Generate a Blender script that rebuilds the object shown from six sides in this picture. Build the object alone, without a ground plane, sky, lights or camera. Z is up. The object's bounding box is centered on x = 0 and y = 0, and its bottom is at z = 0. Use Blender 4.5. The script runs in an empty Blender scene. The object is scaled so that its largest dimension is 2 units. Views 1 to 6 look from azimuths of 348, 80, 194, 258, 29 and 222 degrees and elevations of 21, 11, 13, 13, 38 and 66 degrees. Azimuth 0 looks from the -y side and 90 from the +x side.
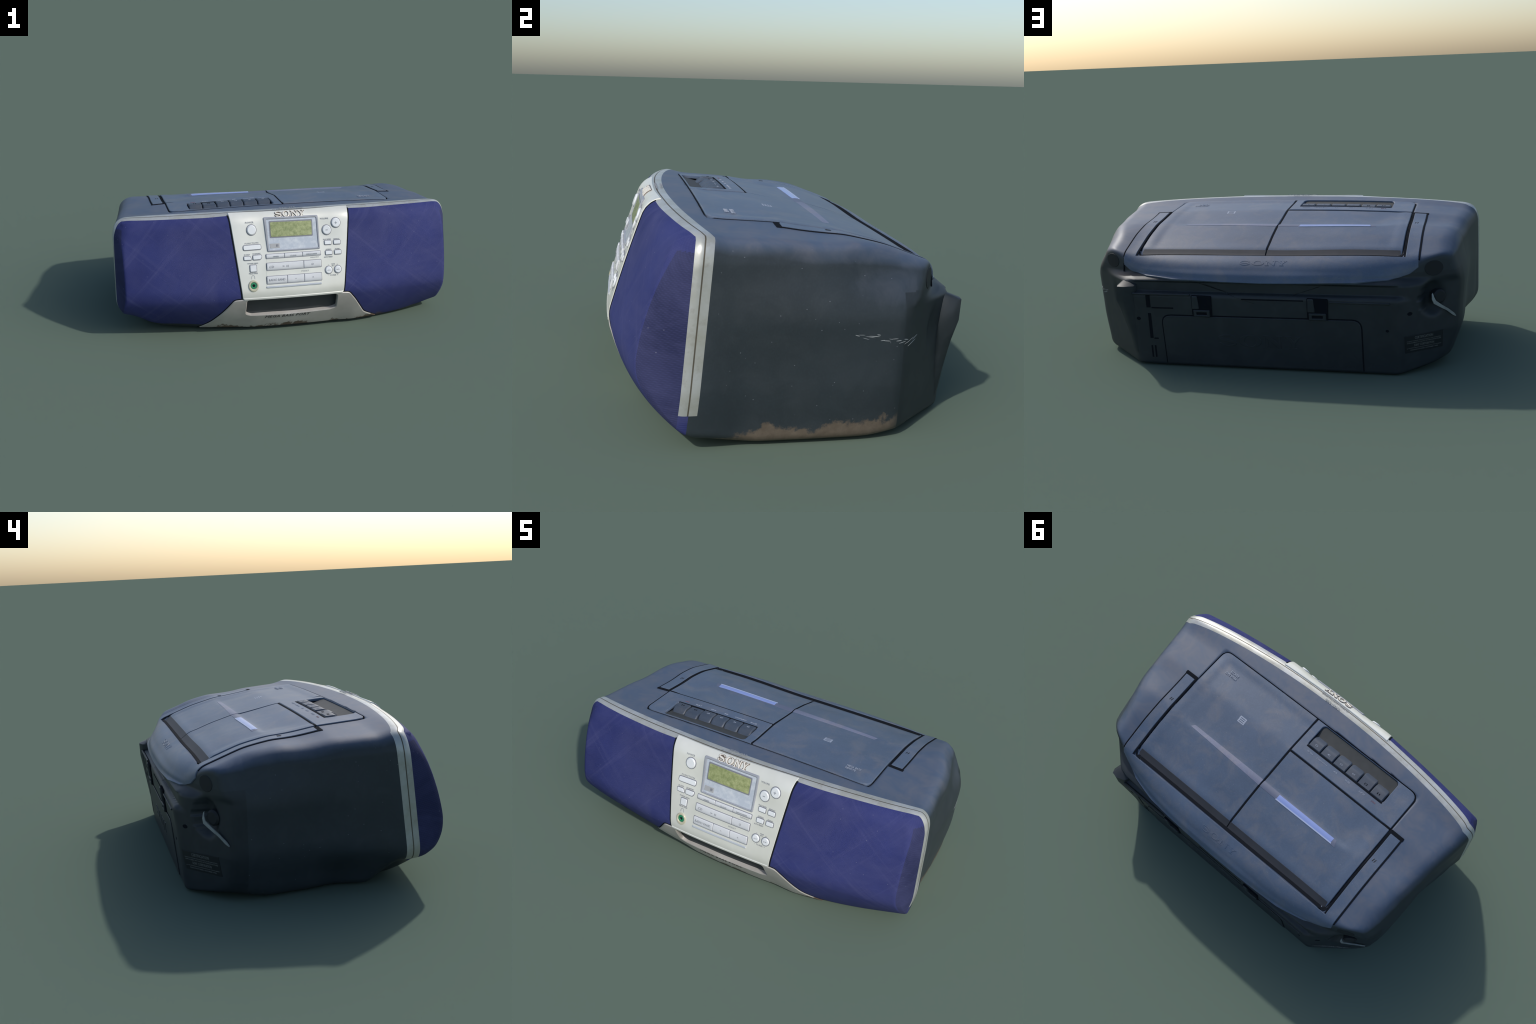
import bpy, bmesh, math, random
import numpy as np
from mathutils import Vector, Euler
from mathutils.geometry import delaunay_2d_cdt

random.seed(7)
RNG = np.random.default_rng(7)

# =====================================================================
#  materials
# =====================================================================
def lin(r, g, b):
    f = lambda c: (c/12.92 if c <= .04045 else ((c+.055)/1.055)**2.4)
    return (f(r/255), f(g/255), f(b/255), 1)

class Mat:
    def __init__(s, name):
        s.m = bpy.data.materials.new(name); s.m.use_nodes = True
        s.nt = s.m.node_tree; s.N = s.nt.nodes; s.L = s.nt.links
        s.b = s.N['Principled BSDF']
        s.tc = s.N.new('ShaderNodeTexCoord')
        s.co = s.tc.outputs['Object']
    def mapping(s, scale=(1, 1, 1), rot=(0, 0, 0), loc=(0, 0, 0)):
        n = s.N.new('ShaderNodeMapping'); n.inputs['Scale'].default_value = scale
        n.inputs['Rotation'].default_value = rot; n.inputs['Location'].default_value = loc
        s.L.new(s.co, n.inputs[0]); return n.outputs[0]
    def noise(s, scale, detail=4, rough=.55, vec=None, dist=0):
        n = s.N.new('ShaderNodeTexNoise'); n.inputs['Scale'].default_value = scale
        n.inputs['Detail'].default_value = detail; n.inputs['Roughness'].default_value = rough
        n.inputs['Distortion'].default_value = dist
        s.L.new(vec or s.co, n.inputs['Vector']); return n.outputs['Fac']
    def voronoi(s, scale, vec=None, feature='F1'):
        n = s.N.new('ShaderNodeTexVoronoi'); n.feature = feature; n.inputs['Scale'].default_value = scale
        s.L.new(vec or s.co, n.inputs['Vector']); return n.outputs['Distance']
    def wave(s, scale, vec=None, dist=0, dscale=1):
        n = s.N.new('ShaderNodeTexWave'); n.inputs['Scale'].default_value = scale
        n.inputs['Distortion'].default_value = dist; n.inputs['Detail Scale'].default_value = dscale
        s.L.new(vec or s.co, n.inputs['Vector']); return n.outputs['Fac']
    def ramp(s, fac, a, b, ca=(0, 0, 0, 1), cb=(1, 1, 1, 1)):
        n = s.N.new('ShaderNodeValToRGB'); e = n.color_ramp.elements
        e[0].position, e[1].position = a, b; e[0].color, e[1].color = ca, cb
        s.L.new(fac, n.inputs[0]); return n.outputs[0]
    def mix(s, fac, a, b, mode='MIX'):
        n = s.N.new('ShaderNodeMix'); n.data_type = 'RGBA'; n.blend_type = mode
        for sock, v in ((n.inputs[0], fac), (n.inputs[6], a), (n.inputs[7], b)):
            if isinstance(v, (int, float)): sock.default_value = v
            elif isinstance(v, tuple): sock.default_value = v
            else: s.L.new(v, sock)
        return n.outputs[2]
    def math(s, op, a, b=0.0, clamp=False):
        n = s.N.new('ShaderNodeMath'); n.operation = op; n.use_clamp = clamp
        for sock, v in ((n.inputs[0], a), (n.inputs[1], b)):
            if isinstance(v, (int, float)): sock.default_value = v
            else: s.L.new(v, sock)
        return n.outputs[0]
    def xyz(s):
        n = s.N.new('ShaderNodeSeparateXYZ'); s.L.new(s.co, n.inputs[0]); return n.outputs
    def bump(s, h, strength=.2, dist=.002):
        n = s.N.new('ShaderNodeBump'); n.inputs['Strength'].default_value = strength
        n.inputs['Distance'].default_value = dist; s.L.new(h, n.inputs['Height'])
        s.L.new(n.outputs[0], s.b.inputs['Normal'])
    def done(s, col, rough=.5, metal=0, spec=.5, coat=0):
        if isinstance(col, tuple): s.b.inputs['Base Color'].default_value = col
        else: s.L.new(col, s.b.inputs['Base Color'])
        if isinstance(rough, (int, float)): s.b.inputs['Roughness'].default_value = rough
        else: s.L.new(rough, s.b.inputs['Roughness'])
        s.b.inputs['Metallic'].default_value = metal
        s.b.inputs['Specular IOR Level'].default_value = spec
        s.b.inputs['Coat Weight'].default_value = coat
        return s.m

def scale_col(c, k): return (c[0]*k, c[1]*k, c[2]*k, 1)

def plastic(name, c, dust=(.20, .21, .24, 1), dust_amt=.35, soil=False, rough=.5, spec=.4, specks=True, sky_sheen=None):
    M = Mat(name)
    n1 = M.noise(2.6, 5, .6)
    n2 = M.noise(9, 6, .65, dist=.6)
    col = M.mix(M.ramp(n1, .3, .7), scale_col(c, .86), scale_col(c, 1.14))
    haze = M.math('MULTIPLY', M.ramp(n2, .47, .75), dust_amt)
    col = M.mix(haze, col, dust)
    grain = M.noise(160, 2, .7)
    col = M.mix(M.math('MULTIPLY', M.ramp(grain, .45, .8), .14), col, scale_col(c, 2.2))
    if specks:
        v = M.voronoi(30)
        sp = M.ramp(v, .035, .06, (1, 1, 1, 1), (0, 0, 0, 1))
        col = M.mix(M.math('MULTIPLY', sp, .35), col, (.34, .36, .40, 1))
    if soil:      # dried earth along the foot, thick at the right end and under the front lip
        X, Y, Z = M.xyz()
        wob = M.math('MULTIPLY', M.math('SUBTRACT', M.noise(7, 8, .72), .5), .20)
        right = M.math('MULTIPLY', M.math('SUBTRACT', X, .80), .9, True)
        lim = M.math('ADD', M.math('ADD', wob, .012), M.math('MULTIPLY', M.ramp(X, .70, .86), .058))
        front = M.ramp(M.math('MULTIPLY', Y, -1), .10, .32, (1, 1, 1, 1), (.35, .35, .35, 1))
        lim = M.math('MULTIPLY', lim, front)
        back = M.ramp(X, -.35, .2)
        d = M.math('SUBTRACT', lim, Z)
        msk = M.math('MULTIPLY', M.math('MULTIPLY', d, 70, True), back)
        msk = M.math('MULTIPLY', msk, M.ramp(M.math('ADD', Y, M.math('MULTIPLY', wob, .5)), .30, .385, (1, 1, 1, 1), (0, 0, 0, 1)))
        earth = M.mix(M.noise(45, 4, .7), (.070, .054, .040, 1), (.165, .135, .105, 1))
        col = M.mix(msk, col, earth)
    if sky_sheen is not None:      # sky sheen painted into the colour of upward faces
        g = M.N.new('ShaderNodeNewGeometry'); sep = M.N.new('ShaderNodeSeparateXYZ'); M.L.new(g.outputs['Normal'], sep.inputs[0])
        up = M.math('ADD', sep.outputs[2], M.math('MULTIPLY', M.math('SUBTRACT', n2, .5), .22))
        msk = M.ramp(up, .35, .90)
        lay = M.mix(M.ramp(n2, .40, .75), sky_sheen, (.135, .145, .180, 1))
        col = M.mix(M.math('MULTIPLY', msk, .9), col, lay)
    M.bump(M.noise(260, 2, .6), .12, .001)
    return M.done(col, rough, 0, spec)

C_TOP = (.088, .121, .180, 1)  # lightened and blued: sky gloss on the lids baked into base colour
C_BODY = (.026, .035, .042, 1)  # darkened to the shaded look of the side walls
M_top = plastic('slate_plastic', C_TOP, dust=(.185, .180, .190, 1), dust_amt=.58, rough=.42)
M_body = plastic('housing_plastic', C_BODY, dust=(.060, .069, .078, 1), dust_amt=.25, soil=True, sky_sheen=(.080, .113, .176, 1))
M_rear = plastic('rear_plastic', scale_col(C_BODY, .75), dust=(.07, .075, .08, 1), dust_amt=.2, specks=False)  # housing colour taken down further, back's shadow put into the albedo
M_ridge = plastic('ridge_plastic_lightened', (.17, .19, .27, 1), dust=(.32, .28, .26, 1), dust_amt=.5, specks=False)  # paler tint paints the light caught by the step face

def silver_mat():
    M = Mat('silver_paint')
    n = M.noise(5, 4, .6)
    col = M.mix(M.ramp(n, .3, .7), (.66, .67, .61, 1), (.75, .76, .71, 1))
    M.bump(M.noise(300, 2), .05, .0008)
    return M.done(col, .30, .15, .5)
M_silver = silver_mat()

def trim_mat():
    M = Mat('worn_silver_trim')
    n = M.noise(7, 5, .65)
    col = M.mix(M.ramp(n, .35, .7), (.39, .395, .345, 1), (.50, .525, .53, 1))  # pale tone tinted slightly blue for sky light on the top run
    m2 = M.math('MULTIPLY', M.ramp(M.noise(22, 5, .7), .55, .75), .55)
    col = M.mix(m2, col, (.27, .235, .20, 1))
    return M.done(col, .34, .3, .5)
M_trim = trim_mat()

def surround_mat():
    M = Mat('scuffed_silver')
    n = M.noise(6, 5, .65)
    col = M.mix(M.ramp(n, .3, .7), (.37, .35, .325, 1), (.47, .455, .43, 1))
    X, Y, Z = M.xyz()
    lim = M.math('ADD', M.math('MULTIPLY', M.math('SUBTRACT', M.noise(7, 8, .72), .5), .20), .034)
    msk = M.math('MULTIPLY', M.math('SUBTRACT', lim, Z), 130, True)
    earth = M.mix(M.noise(45, 4, .7), (.07, .045, .032, 1), (.15, .11, .085, 1))
    col = M.mix(msk, col, earth)
    return M.done(col, .42, .1, .5)
M_surround = surround_mat()

def grille_mat(name='speaker_cloth', c0=(.024, .030, .117, 1), c1=(.037, .046, .164, 1), streak=.22):
    M = Mat(name)
    base = M.mix(M.ramp(M.noise(2.2, 4, .6), .3, .7), c0, c1)
    haze = M.math('MULTIPLY', M.ramp(M.noise(3.2, 6, .68, dist=.8), .42, .72), .42)
    base = M.mix(haze, base, (.075, .080, .185, 1))
    # faint rubbed criss-cross streaks
    for ang in (.9, -.75):
        v = M.mapping((1, 1, 1), (0, ang, 0))
        mp = M.N.new('ShaderNodeMapping'); mp.inputs['Scale'].default_value = (46, 1, 1.4)
        M.L.new(v, mp.inputs[0])
        st = M.math('MULTIPLY', M.ramp(M.noise(1.0, 3, .6, mp.outputs[0]), .56, .76), streak)
        base = M.mix(st, base, (.105, .108, .235, 1))
    w1 = M.wave(62, M.mapping(rot=(0, .55, 0)))
    w2 = M.wave(62, M.mapping(rot=(0, -1.02, 0)))
    weave = M.math('MULTIPLY', w1, w2)
    base = M.mix(M.math('MULTIPLY', weave, .16), base, (.08, .09, .26, 1))
    v = M.voronoi(24)
    base = M.mix(M.math('MULTIPLY', M.ramp(v, .03, .055, (1, 1, 1, 1), (0, 0, 0, 1)), .4), base, (.3, .3, .38, 1))
    X, Y, Z = M.xyz()      # earth rubbed into the lower edge
    lim = M.math('ADD', M.math('MULTIPLY', M.math('SUBTRACT', M.noise(6, 8, .72), .5), .18), .035)
    msk = M.math('MULTIPLY', M.math('SUBTRACT', lim, Z), 90, True)
    base = M.mix(M.math('MULTIPLY', msk, .7), base, (.10, .075, .06, 1))
    M.bump(weave, .25, .0015)
    return M.done(base, .7, 0, .12)
M_grille = grille_mat()
M_grille_end = grille_mat('speaker_cloth_shade_darkened', (.020, .024, .066, 1), (.030, .035, .092, 1), .1)  # cloth colour darkened, baking in the shade on the end facets

def simple(name, c, rough=.5, metal=0, spec=.5, var=.12, scale=12, coat=0):
    M = Mat(name)
    col = M.mix(M.noise(scale, 4, .6), scale_col(c, 1-var), scale_col(c, 1+var))
    return M.done(col, rough, metal, spec, coat)
M_black = simple('seam_black', (.010, .012, .016, 1), .9, spec=.05)
M_groove = simple('groove_brown', (.085, .075, .055, 1), .6, var=.4)
M_bevel = simple('bevel_painted_shade', (.040, .041, .047, 1), .65, var=.35, scale=9)
M_key = plastic('key_plastic', (.050, .066, .094, 1), dust=(.12, .12, .125, 1), dust_amt=.4)
M_port = simple('port_grey', (.035, .040, .043, 1), .6, var=.3)
M_socket = simple('socket_black', (.016, .019, .022, 1), .6, spec=.3)
M_button = simple('pale_button_plastic', (.72, .75, .77, 1), .35)
M_keyplate = simple('pale_key_plastic', (.66, .68, .71, 1), .35)
M_btnrim = simple('button_gap_grey', (.20, .21, .24, 1), .6)
M_bezel = simple('display_bezel_grey', (.46, .50, .55, 1), .3, scale=6)
M_bezelrim = simple('bezel_rim_grey', (.30, .32, .36, 1), .4)
M_print = simple('grey_print', (.26, .28, .31, 1), .6)
M_darkprint = simple('dark_print', (.05, .045, .045, 1), .6)
M_whiteprint = simple('white_print', (.33, .37, .45, 1), .6)
M_labelprint = simple('label_print', (.16, .17, .16, 1), .6)
M_label = simple('label_black', (.012, .015, .018, 1), .4)
M_green = simple('jack_green', (.02, .22, .10, 1), .35, var=.3, scale=40)
M_goldrim = simple('jack_rim', (.50, .48, .36, 1), .35)
M_logo = simple('logo_chrome', (.74, .71, .64, 1), .3, .1)
M_logoshade = simple('logo_edge', (.11, .08, .06, 1), .5)
M_window = simple('window_painted_sky', (.235, .31, .60, 1), .25, scale=5, spec=.5)  # blue is the sky's reflection painted on the glass
M_windowrim = simple('window_rim', (.40, .46, .62, 1), .4)
M_foil = simple('bare_metal', (.26, .28, .28, 1), .5, .3, var=.5, scale=40)
M_scuff = simple('scuff_white', (.30, .32, .33, 1), .7)
M_red = simple('red_print', (.22, .11, .14, 1), .6)

def lcd_mat():
    M = Mat('lcd_green')
    n = M.noise(38, 6, .75)
    col = M.mix(M.ramp(n, .35, .68), (.20, .245, .10, 1), (.42, .45, .23, 1))
    v = M.ramp(M.noise(120, 3, .7), .62, .75)
    col = M.mix(M.math('MULTIPLY', v, .5), col, (.55, .56, .36, 1))
    return M.done(col, .2, 0, .5)
M_lcd = lcd_mat()

def bezel_glass():
    M = Mat('bezel_glass')
    n = M.noise(30, 6, .75)
    col = M.mix(M.ramp(n, .45, .7), (.44, .49, .56, 1), (.58, .62, .66, 1))
    return M.done(col, .25, 0, .5)
M_bezglass = bezel_glass()

# =====================================================================
#  the body as a smooth solid: F < 0 inside
# =====================================================================
def smax(a, b, k): return np.maximum(a, b) + np.maximum(k-np.abs(a-b), 0)**2/(4*k)
def sstep(a, b, x):
    t = np.clip((x-a)/(b-a), 0, 1); return t*t*(3-2*t)

TOP_Y = [-.60, -.47, -.40, -.28, -.05, .17, .30, .465, .53, .60, .75]
TOP_Z = [.698, .705, .711, .700, .686, .651, .614, .554, .524, .488, .42]
# smooth the top profile once
_ty = np.linspace(-.9, .9, 721)
_tz = np.interp(_ty, TOP_Y, TOP_Z)
_k = np.hanning(33); _k /= _k.sum()
_tz = np.convolve(np.pad(_tz, 16, mode='edge'), _k, 'valid')
def top_z(x, y):
    ax = np.abs(x)
    crown = .030*(ax/.95)**2.5*(1-.6*sstep(.0, .35, y))*(1-.5*sstep(-.22, -.34, y))
    shoulder = np.where(x > 0, .017, .009)*sstep(.66, .84, ax)*sstep(.0, .32, y)
    return np.interp(y, _ty, _tz) - crown + shoulder + .011*sstep(-.05, -.5, x)*sstep(.05, .3, y)

def front_w(x):      # 0 in the middle, 1 at the ends; the right half is the flatter one
    ax = np.abs(x)
    return np.minimum(1.1, np.where(np.asarray(x) > 0, (ax/.96)**2.5, (ax/.95)**2.0))
def front_up(x, z):
    w = front_w(x); d = z-.28
    end = -.510-.008*sstep(.3, .8, x)
    return (-.603+.295*d+.07*d*d+.011*sstep(.44, .58, z)*sstep(.34, .16, np.abs(x)))*(1-w) + (end+.12*d+.58*d*d)*w
def front_y(x, z):
    w = front_w(x)
    up = front_up(x, np.maximum(z, .2))
    dz = .262-z; dq = np.maximum(dz, 0)**2
    lip = .07*(1-sstep(.26, .42, np.abs(x)))      # the port lip is set back
    low = front_up(x, .265+0*z) + (.24+.06*w+lip)*dz + (.70+1.35*w+.5*sstep(-.2, -.45, x)*sstep(-.95, -.6, x))*dq
    return smax(up, low, .022)

def trim_y(x, z):
    """the y of the line that runs round the middle of the silver trim band"""
    ax = np.abs(x)
    lean = -.311 - .0957*(.652-np.clip(z, 0, .68))
    bow = .105*np.maximum(1-(ax/.97)**2, 0)**.85
    return lean - bow

def rear_y(x, z):
    ax = np.abs(x)
    up = .584 - np.where(x > 0, .265, .23)*ax**3.2
    flat = .560 + .085*np.clip(z, 0, .45) + 0*ax
    ch = np.where(x > 0, .542 + .10*z, .536 + .16*np.minimum(z, .20)) - np.where(x > 0, .90, .76)*(ax-.68)
    low = -smax(-flat, -ch, .012)
    t = sstep(.43, .47, z)
    return low*(1-t)+up*t

def wall_x(x, y, z):
    right = x > 0
    base = .998 - np.where(right, .42, .34)*np.maximum(y-.02, 0)**2
    behind = np.where(right, sstep(-.34, -.16, y), .25*sstep(-.34, -.24, y)+.75*sstep(-.28, .06, y))*(1-np.where(right, .5, .45)*sstep(.05, .34, y))
    lean_l = .018+.038*sstep(.62, .25, z)+.050*sstep(.26, .03, z)
    lean_r = .030*sstep(.52, .15, z)
    lean = np.where(right, lean_r, lean_l)*behind
    lean = lean + np.where(right, 0, .055)*sstep(.20, .04, z)*sstep(-.32, -.24, y)*sstep(.08, -.10, y)
    lean = lean + sstep(.40, .62, z)*(np.where(right, .058, .050)*np.clip((y+.33)/.50, 0, 1) + np.where(right, .03, .0)*sstep(.1, .36, y))
    yT = -.320 - .0957*(.652-z)
    t = np.clip((yT-y)/np.maximum(yT-front_up(np.where(x > 0, .95, -.95), np.maximum(z, .2)), .03), 0, 1.4)
    lowtuck = .05*sstep(.22, .02, z)
    return base - lean - .045*t**1.3 - lowtuck*.5

def bottom_z(x, y):
    return .02*np.maximum((-x-.80)/.15, 0)**1.5 + .105*sstep(-.70, -.93, x)*sstep(-.18, -.32, y) + .034*sstep(.74, .97, x)*sstep(-.12, -.36, y) + .009*sstep(.8, .95, x) + .022*sstep(.2, .42, y)*sstep(.55, .9, x) + .045*sstep(-.62, -.92, x)*sstep(.22, .45, y)

LID = (-.667, .667, -.282, .470)
def lid_dip(x, y):
    """the shallow well of the deck under the lids"""
    e = np.minimum(np.minimum(x-LID[0], LID[1]-x), np.minimum(y-LID[2], LID[3]-y))
    return .020*sstep(.002, .022, e)
KEYS = (-.546, -.045, -.272, -.125)

def F(x, y, z, detail=True):
    ax = np.abs(x)
    top = z-top_z(x, y)
    if detail: top = top + lid_dip(x, y)
    bot = bottom_z(x, y)-z
    wall = ax-wall_x(x, y, z)
    rear = (y-rear_y(x, z))*.85
    front = (front_y(x, z)-y)*.93
    kf = .035+.020*sstep(.3, .5, ax)
    f = smax(top, front, kf*sstep(.2, .5, z)+.018)
    f = smax(f, wall, .012+.070*sstep(.50, .62, z)*sstep(-.46, -.33, y))
    kb = .034+.035*sstep(-.5, -.8, x)
    f = smax(f, np.where(bot > -1, bot, bot), kb)
    kr = .02+.05*sstep(.45, .5, z)*sstep(.82, .6, ax)
    f = smax(f, rear, kr)
    if detail:
        # bass port mouth
        q = np.maximum(np.maximum(np.abs(x)-.284, np.abs(z-.182)-.072), y+.535)
        f = np.maximum(f, -q)
        # slot under the carrying handle
        q = np.maximum(np.maximum(ax-.69, np.abs(z-.412)-.024), .566-y)
        f = smax(f, -q, .030)
        # cassette key well
        q = np.maximum(np.maximum(KEYS[0]-x, x-KEYS[1]), np.maximum(KEYS[2]-y, y-KEYS[3]))
        q = np.maximum(q, top_z(x, y)-.045-z)
        f = np.maximum(f, -q)
        # handle pivot sockets
        q = np.sqrt(((x+.832)/.085)**2+((y-.488)/.060)**2+((z-.362)/.095)**2)-1
        f = smax(f, -q*.06, .012)
        q = np.sqrt(((x-.815)/.055)**2+((y-.510)/.055)**2+((z-.320)/.11)**2)-1
        f = smax(f, -q*.06, .012)
    return f

def solve(P0, P1, detail=True, it=34):
    """the point where the segment from P0 (inside) to P1 (outside) leaves the solid"""
    lo = np.zeros(len(P0)); hi = np.ones(len(P0))
    D = P1-P0
    for _ in range(it):
        m = (lo+hi)/2; Q = P0+D*m[:, None]
        ins = F(Q[:, 0], Q[:, 1], Q[:, 2], detail) < 0
        lo = np.where(ins, m, lo); hi = np.where(ins, hi, m)
    return P0+D*((lo+hi)/2)[:, None]

# ---------------- smooth reference surfaces that the plates lie on ---------
class Sheet:
    """a table of one coordinate of the smooth solid over the other two"""
    def __init__(s, ua, va, fn):
        s.u, s.v = ua, va
        U, V = np.meshgrid(ua, va, indexing='ij')
        s.w = fn(U.ravel(), V.ravel()).reshape(U.shape)
    def __call__(s, u, v):
        du = s.u[1]-s.u[0]; dv = s.v[1]-s.v[0]
        a = np.clip((u-s.u[0])/du, 0, len(s.u)-1.001); b = np.clip((v-s.v[0])/dv, 0, len(s.v)-1.001)
        i = a.astype(int); j = b.astype(int); a = a-i; b = b-j
        w = s.w
        return (w[i, j]*(1-a)*(1-b)+w[i+1, j]*a*(1-b)+w[i, j+1]*(1-a)*b+w[i+1, j+1]*a*b)

def col(*c): return np.stack([np.broadcast_to(np.asarray(k, float), np.shape(c[0])) for k in c], 1)
def mk_top(x, y): return solve(col(x, y, 0*x+.35), col(x, y, 0*x+.95), False)[:, 2]
def mk_front(x, z): return solve(col(x, 0*x, z), col(x, 0*x-.9, z), False)[:, 1]
def mk_rear(x, z): return solve(col(x, 0*x, z), col(x, 0*x+.9, z), False)[:, 1]
def mk_side(y, z): return solve(col(0*y, y, z), col(0*y+1.3, y, z), False)[:, 0]
T_top = Sheet(np.linspace(-.96, .96, 193), np.linspace(-.50, .56, 213), mk_top)
T_front = Sheet(np.linspace(-.96, .96, 193), np.linspace(.01, .72, 143), mk_front)
T_rear = Sheet(np.linspace(-.93, .93, 187), np.linspace(.015, .56, 110), mk_rear)
T_side = Sheet(np.linspace(-.5, .45, 191), np.linspace(.02, .66, 129), mk_side)
H0 = (.25, .25)
def mk_handle(x, p):
    d = col(0*x, np.sin(p), np.cos(p))
    a = col(x, 0*x+H0[0], 0*x+H0[1])
    q = solve(a, a+d*.8, False)
    return np.linalg.norm(q-a, axis=1)
T_handle = Sheet(np.linspace(-.80, .80, 161), np.radians(np.linspace(-45, 75, 241)), mk_handle)

def with_normals(raw, flip=1):
    def S(u, v):
        e = .004
        P = raw(u, v)
        N = np.cross(raw(u+e, v)-raw(u-e, v), raw(u, v+e)-raw(u, v-e))*flip
        N /= np.linalg.norm(N, axis=1)[:, None]+1e-12
        return P, N
    return S
S_top = with_normals(lambda x, y: col(x, y, T_top(x, y)))
ZB = .675
def _front(x, v):
    z = np.minimum(v, ZB); y0 = T_front(x, z)
    over = v > ZB
    y = np.where(over, y0+(v-ZB), y0)
    return col(x, y, np.where(over, T_top(x, y), z))
S_front = with_normals(_front)
S_rear = with_normals(lambda u, z: col(-u, T_rear(-u, z), z))          # u runs to the right as seen from behind
S_side = with_normals(lambda y, z: col(T_side(y, z), y, z))
def _handle(u, p):
    r = T_handle(u, p); return col(u, H0[0]+r*np.sin(p), H0[1]+r*np.cos(p))
S_handle = with_normals(_handle)

# =====================================================================
#  object helpers
# =====================================================================
def link(o, parent=None):
    bpy.context.scene.collection.objects.link(o)
    if parent: o.parent = parent
    return o
def mesh_obj(name, V, Fs, mat, parent, smooth=None):
    me = bpy.data.meshes.new(name)
    me.from_pydata([tuple(map(float, p)) for p in V], [], Fs); me.update()
    me.materials.append(mat)
    o = bpy.data.objects.new(name, me); link(o, parent)
    if smooth is not None:
        for p in me.polygons: p.use_smooth = True
        me.set_sharp_from_angle(angle=math.radians(smooth))
    return o

def area2(L):
    x, y = L[:, 0], L[:, 1]; return .5*np.sum(x*np.roll(y, -1)-np.roll(x, -1)*y)
def densify(L, res):
    out = []
    for a, b in zip(L, np.roll(L, -1, axis=0)):
        n = max(1, int(math.ceil(np.linalg.norm(b-a)/res)))
        for i in range(n): out.append(a+(b-a)*i/n)
    return np.array(out)
def inset(L, d):
    a = L-np.roll(L, 1, axis=0); b = np.roll(L, -1, axis=0)-L
    a = a/(np.linalg.norm(a, axis=1)[:, None]+1e-12); b = b/(np.linalg.norm(b, axis=1)[:, None]+1e-12)
    na = np.stack([-a[:, 1], a[:, 0]], 1); nb = np.stack([-b[:, 1], b[:, 0]], 1)
    m = na+nb; k = np.maximum(np.sum(m*na, axis=1), .5)
    return L+m/k[:, None]*d
def inside(L, P):
    x, y = P[:, 0], P[:, 1]; r = np.zeros(len(P), bool)
    for (x0, y0), (x1, y1) in zip(L, np.roll(L, -1, axis=0)):
        c = ((y0 > y) != (y1 > y)) & (x < (x1-x0)*(y-y0)/(y1-y0+1e-15)+x0); r ^= c
    return r

def patch(name, loops, S, mat, parent, h=.003, depth=.010, bevel=.0015, res=.02, wf=None, aspect=1.0):
    """a plate whose outline is drawn on a reference surface and which follows that surface"""
    if np.ndim(loops[0]) == 1: loops = [loops]
    Ls = []
    for i, L in enumerate(loops):
        L = np.array(L, float)
        if (area2(L) > 0) != (i == 0): L = L[::-1]
        Ls.append(densify(L, res))
    Is = [inset(L, bevel) for L in Ls]
    lo = Is[0].min(0); hi = Is[0].max(0)
    g = np.stack(np.meshgrid(np.arange(lo[0]+res*.5, hi[0], res), np.arange(lo[1]+res*.5, hi[1], res), indexing='ij'), -1).reshape(-1, 2)
    g = g+RNG.uniform(-.05, .05, g.shape)*res
    ok = inside(inset(Is[0], res*.3), g) if len(g) else np.zeros(0, bool)
    for L in Is[1:]: ok &= ~inside(L, g)
    g = g[ok]
    pts = [Vector(p) for L in Is for p in L]; edges = []; base = 0
    for L in Is:
        n = len(L); edges += [(base+i, base+(i+1) % n) for i in range(n)]; base += n
    nb = base
    pts += [Vector(p) for p in g]
    vo, eo, fo, ov, oe, of = delaunay_2d_cdt(pts, edges, [], 2 if len(Is) > 1 else 1, 1e-7)
    uv = np.array([tuple(p) for p in vo])
    faces = [list(f) for f in fo]
    if len(Is) > 1:
        cen = np.array([uv[f].mean(0) for f in faces])
        keep = inside(Is[0], cen)
        for L in Is[1:]: keep &= ~inside(L, cen)
        faces = [f for f, k in zip(faces, keep) if k]
    idx = {}
    for j, src in enumerate(ov):
        for k in src: idx[k] = j
    U = [uv]; W = [np.full(len(uv), h)]; base2 = len(uv); b = 0
    for L, I in zip(Ls, Is):
        n = len(L)
        U += [L, L]; W += [np.full(n, h-bevel), np.full(n, h-depth)]
        for i in range(n):
            j = (i+1) % n
            a0, a1 = idx[b+i], idx[b+j]
            o0, o1 = base2+i, base2+j
            faces.append([a0, o0, o1, a1]); faces.append([o0, o0+n, o1+n, o1])
        base2 += 2*n; b += n
    U = np.concatenate(U); W = np.concatenate(W)
    if wf is not None: W = W+wf(U[:, 0], U[:, 1])
    P, N = S(U[:, 0], U[:, 1])
    return mesh_obj(name, P+N*W[:, None], faces, mat, parent, 32)

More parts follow.
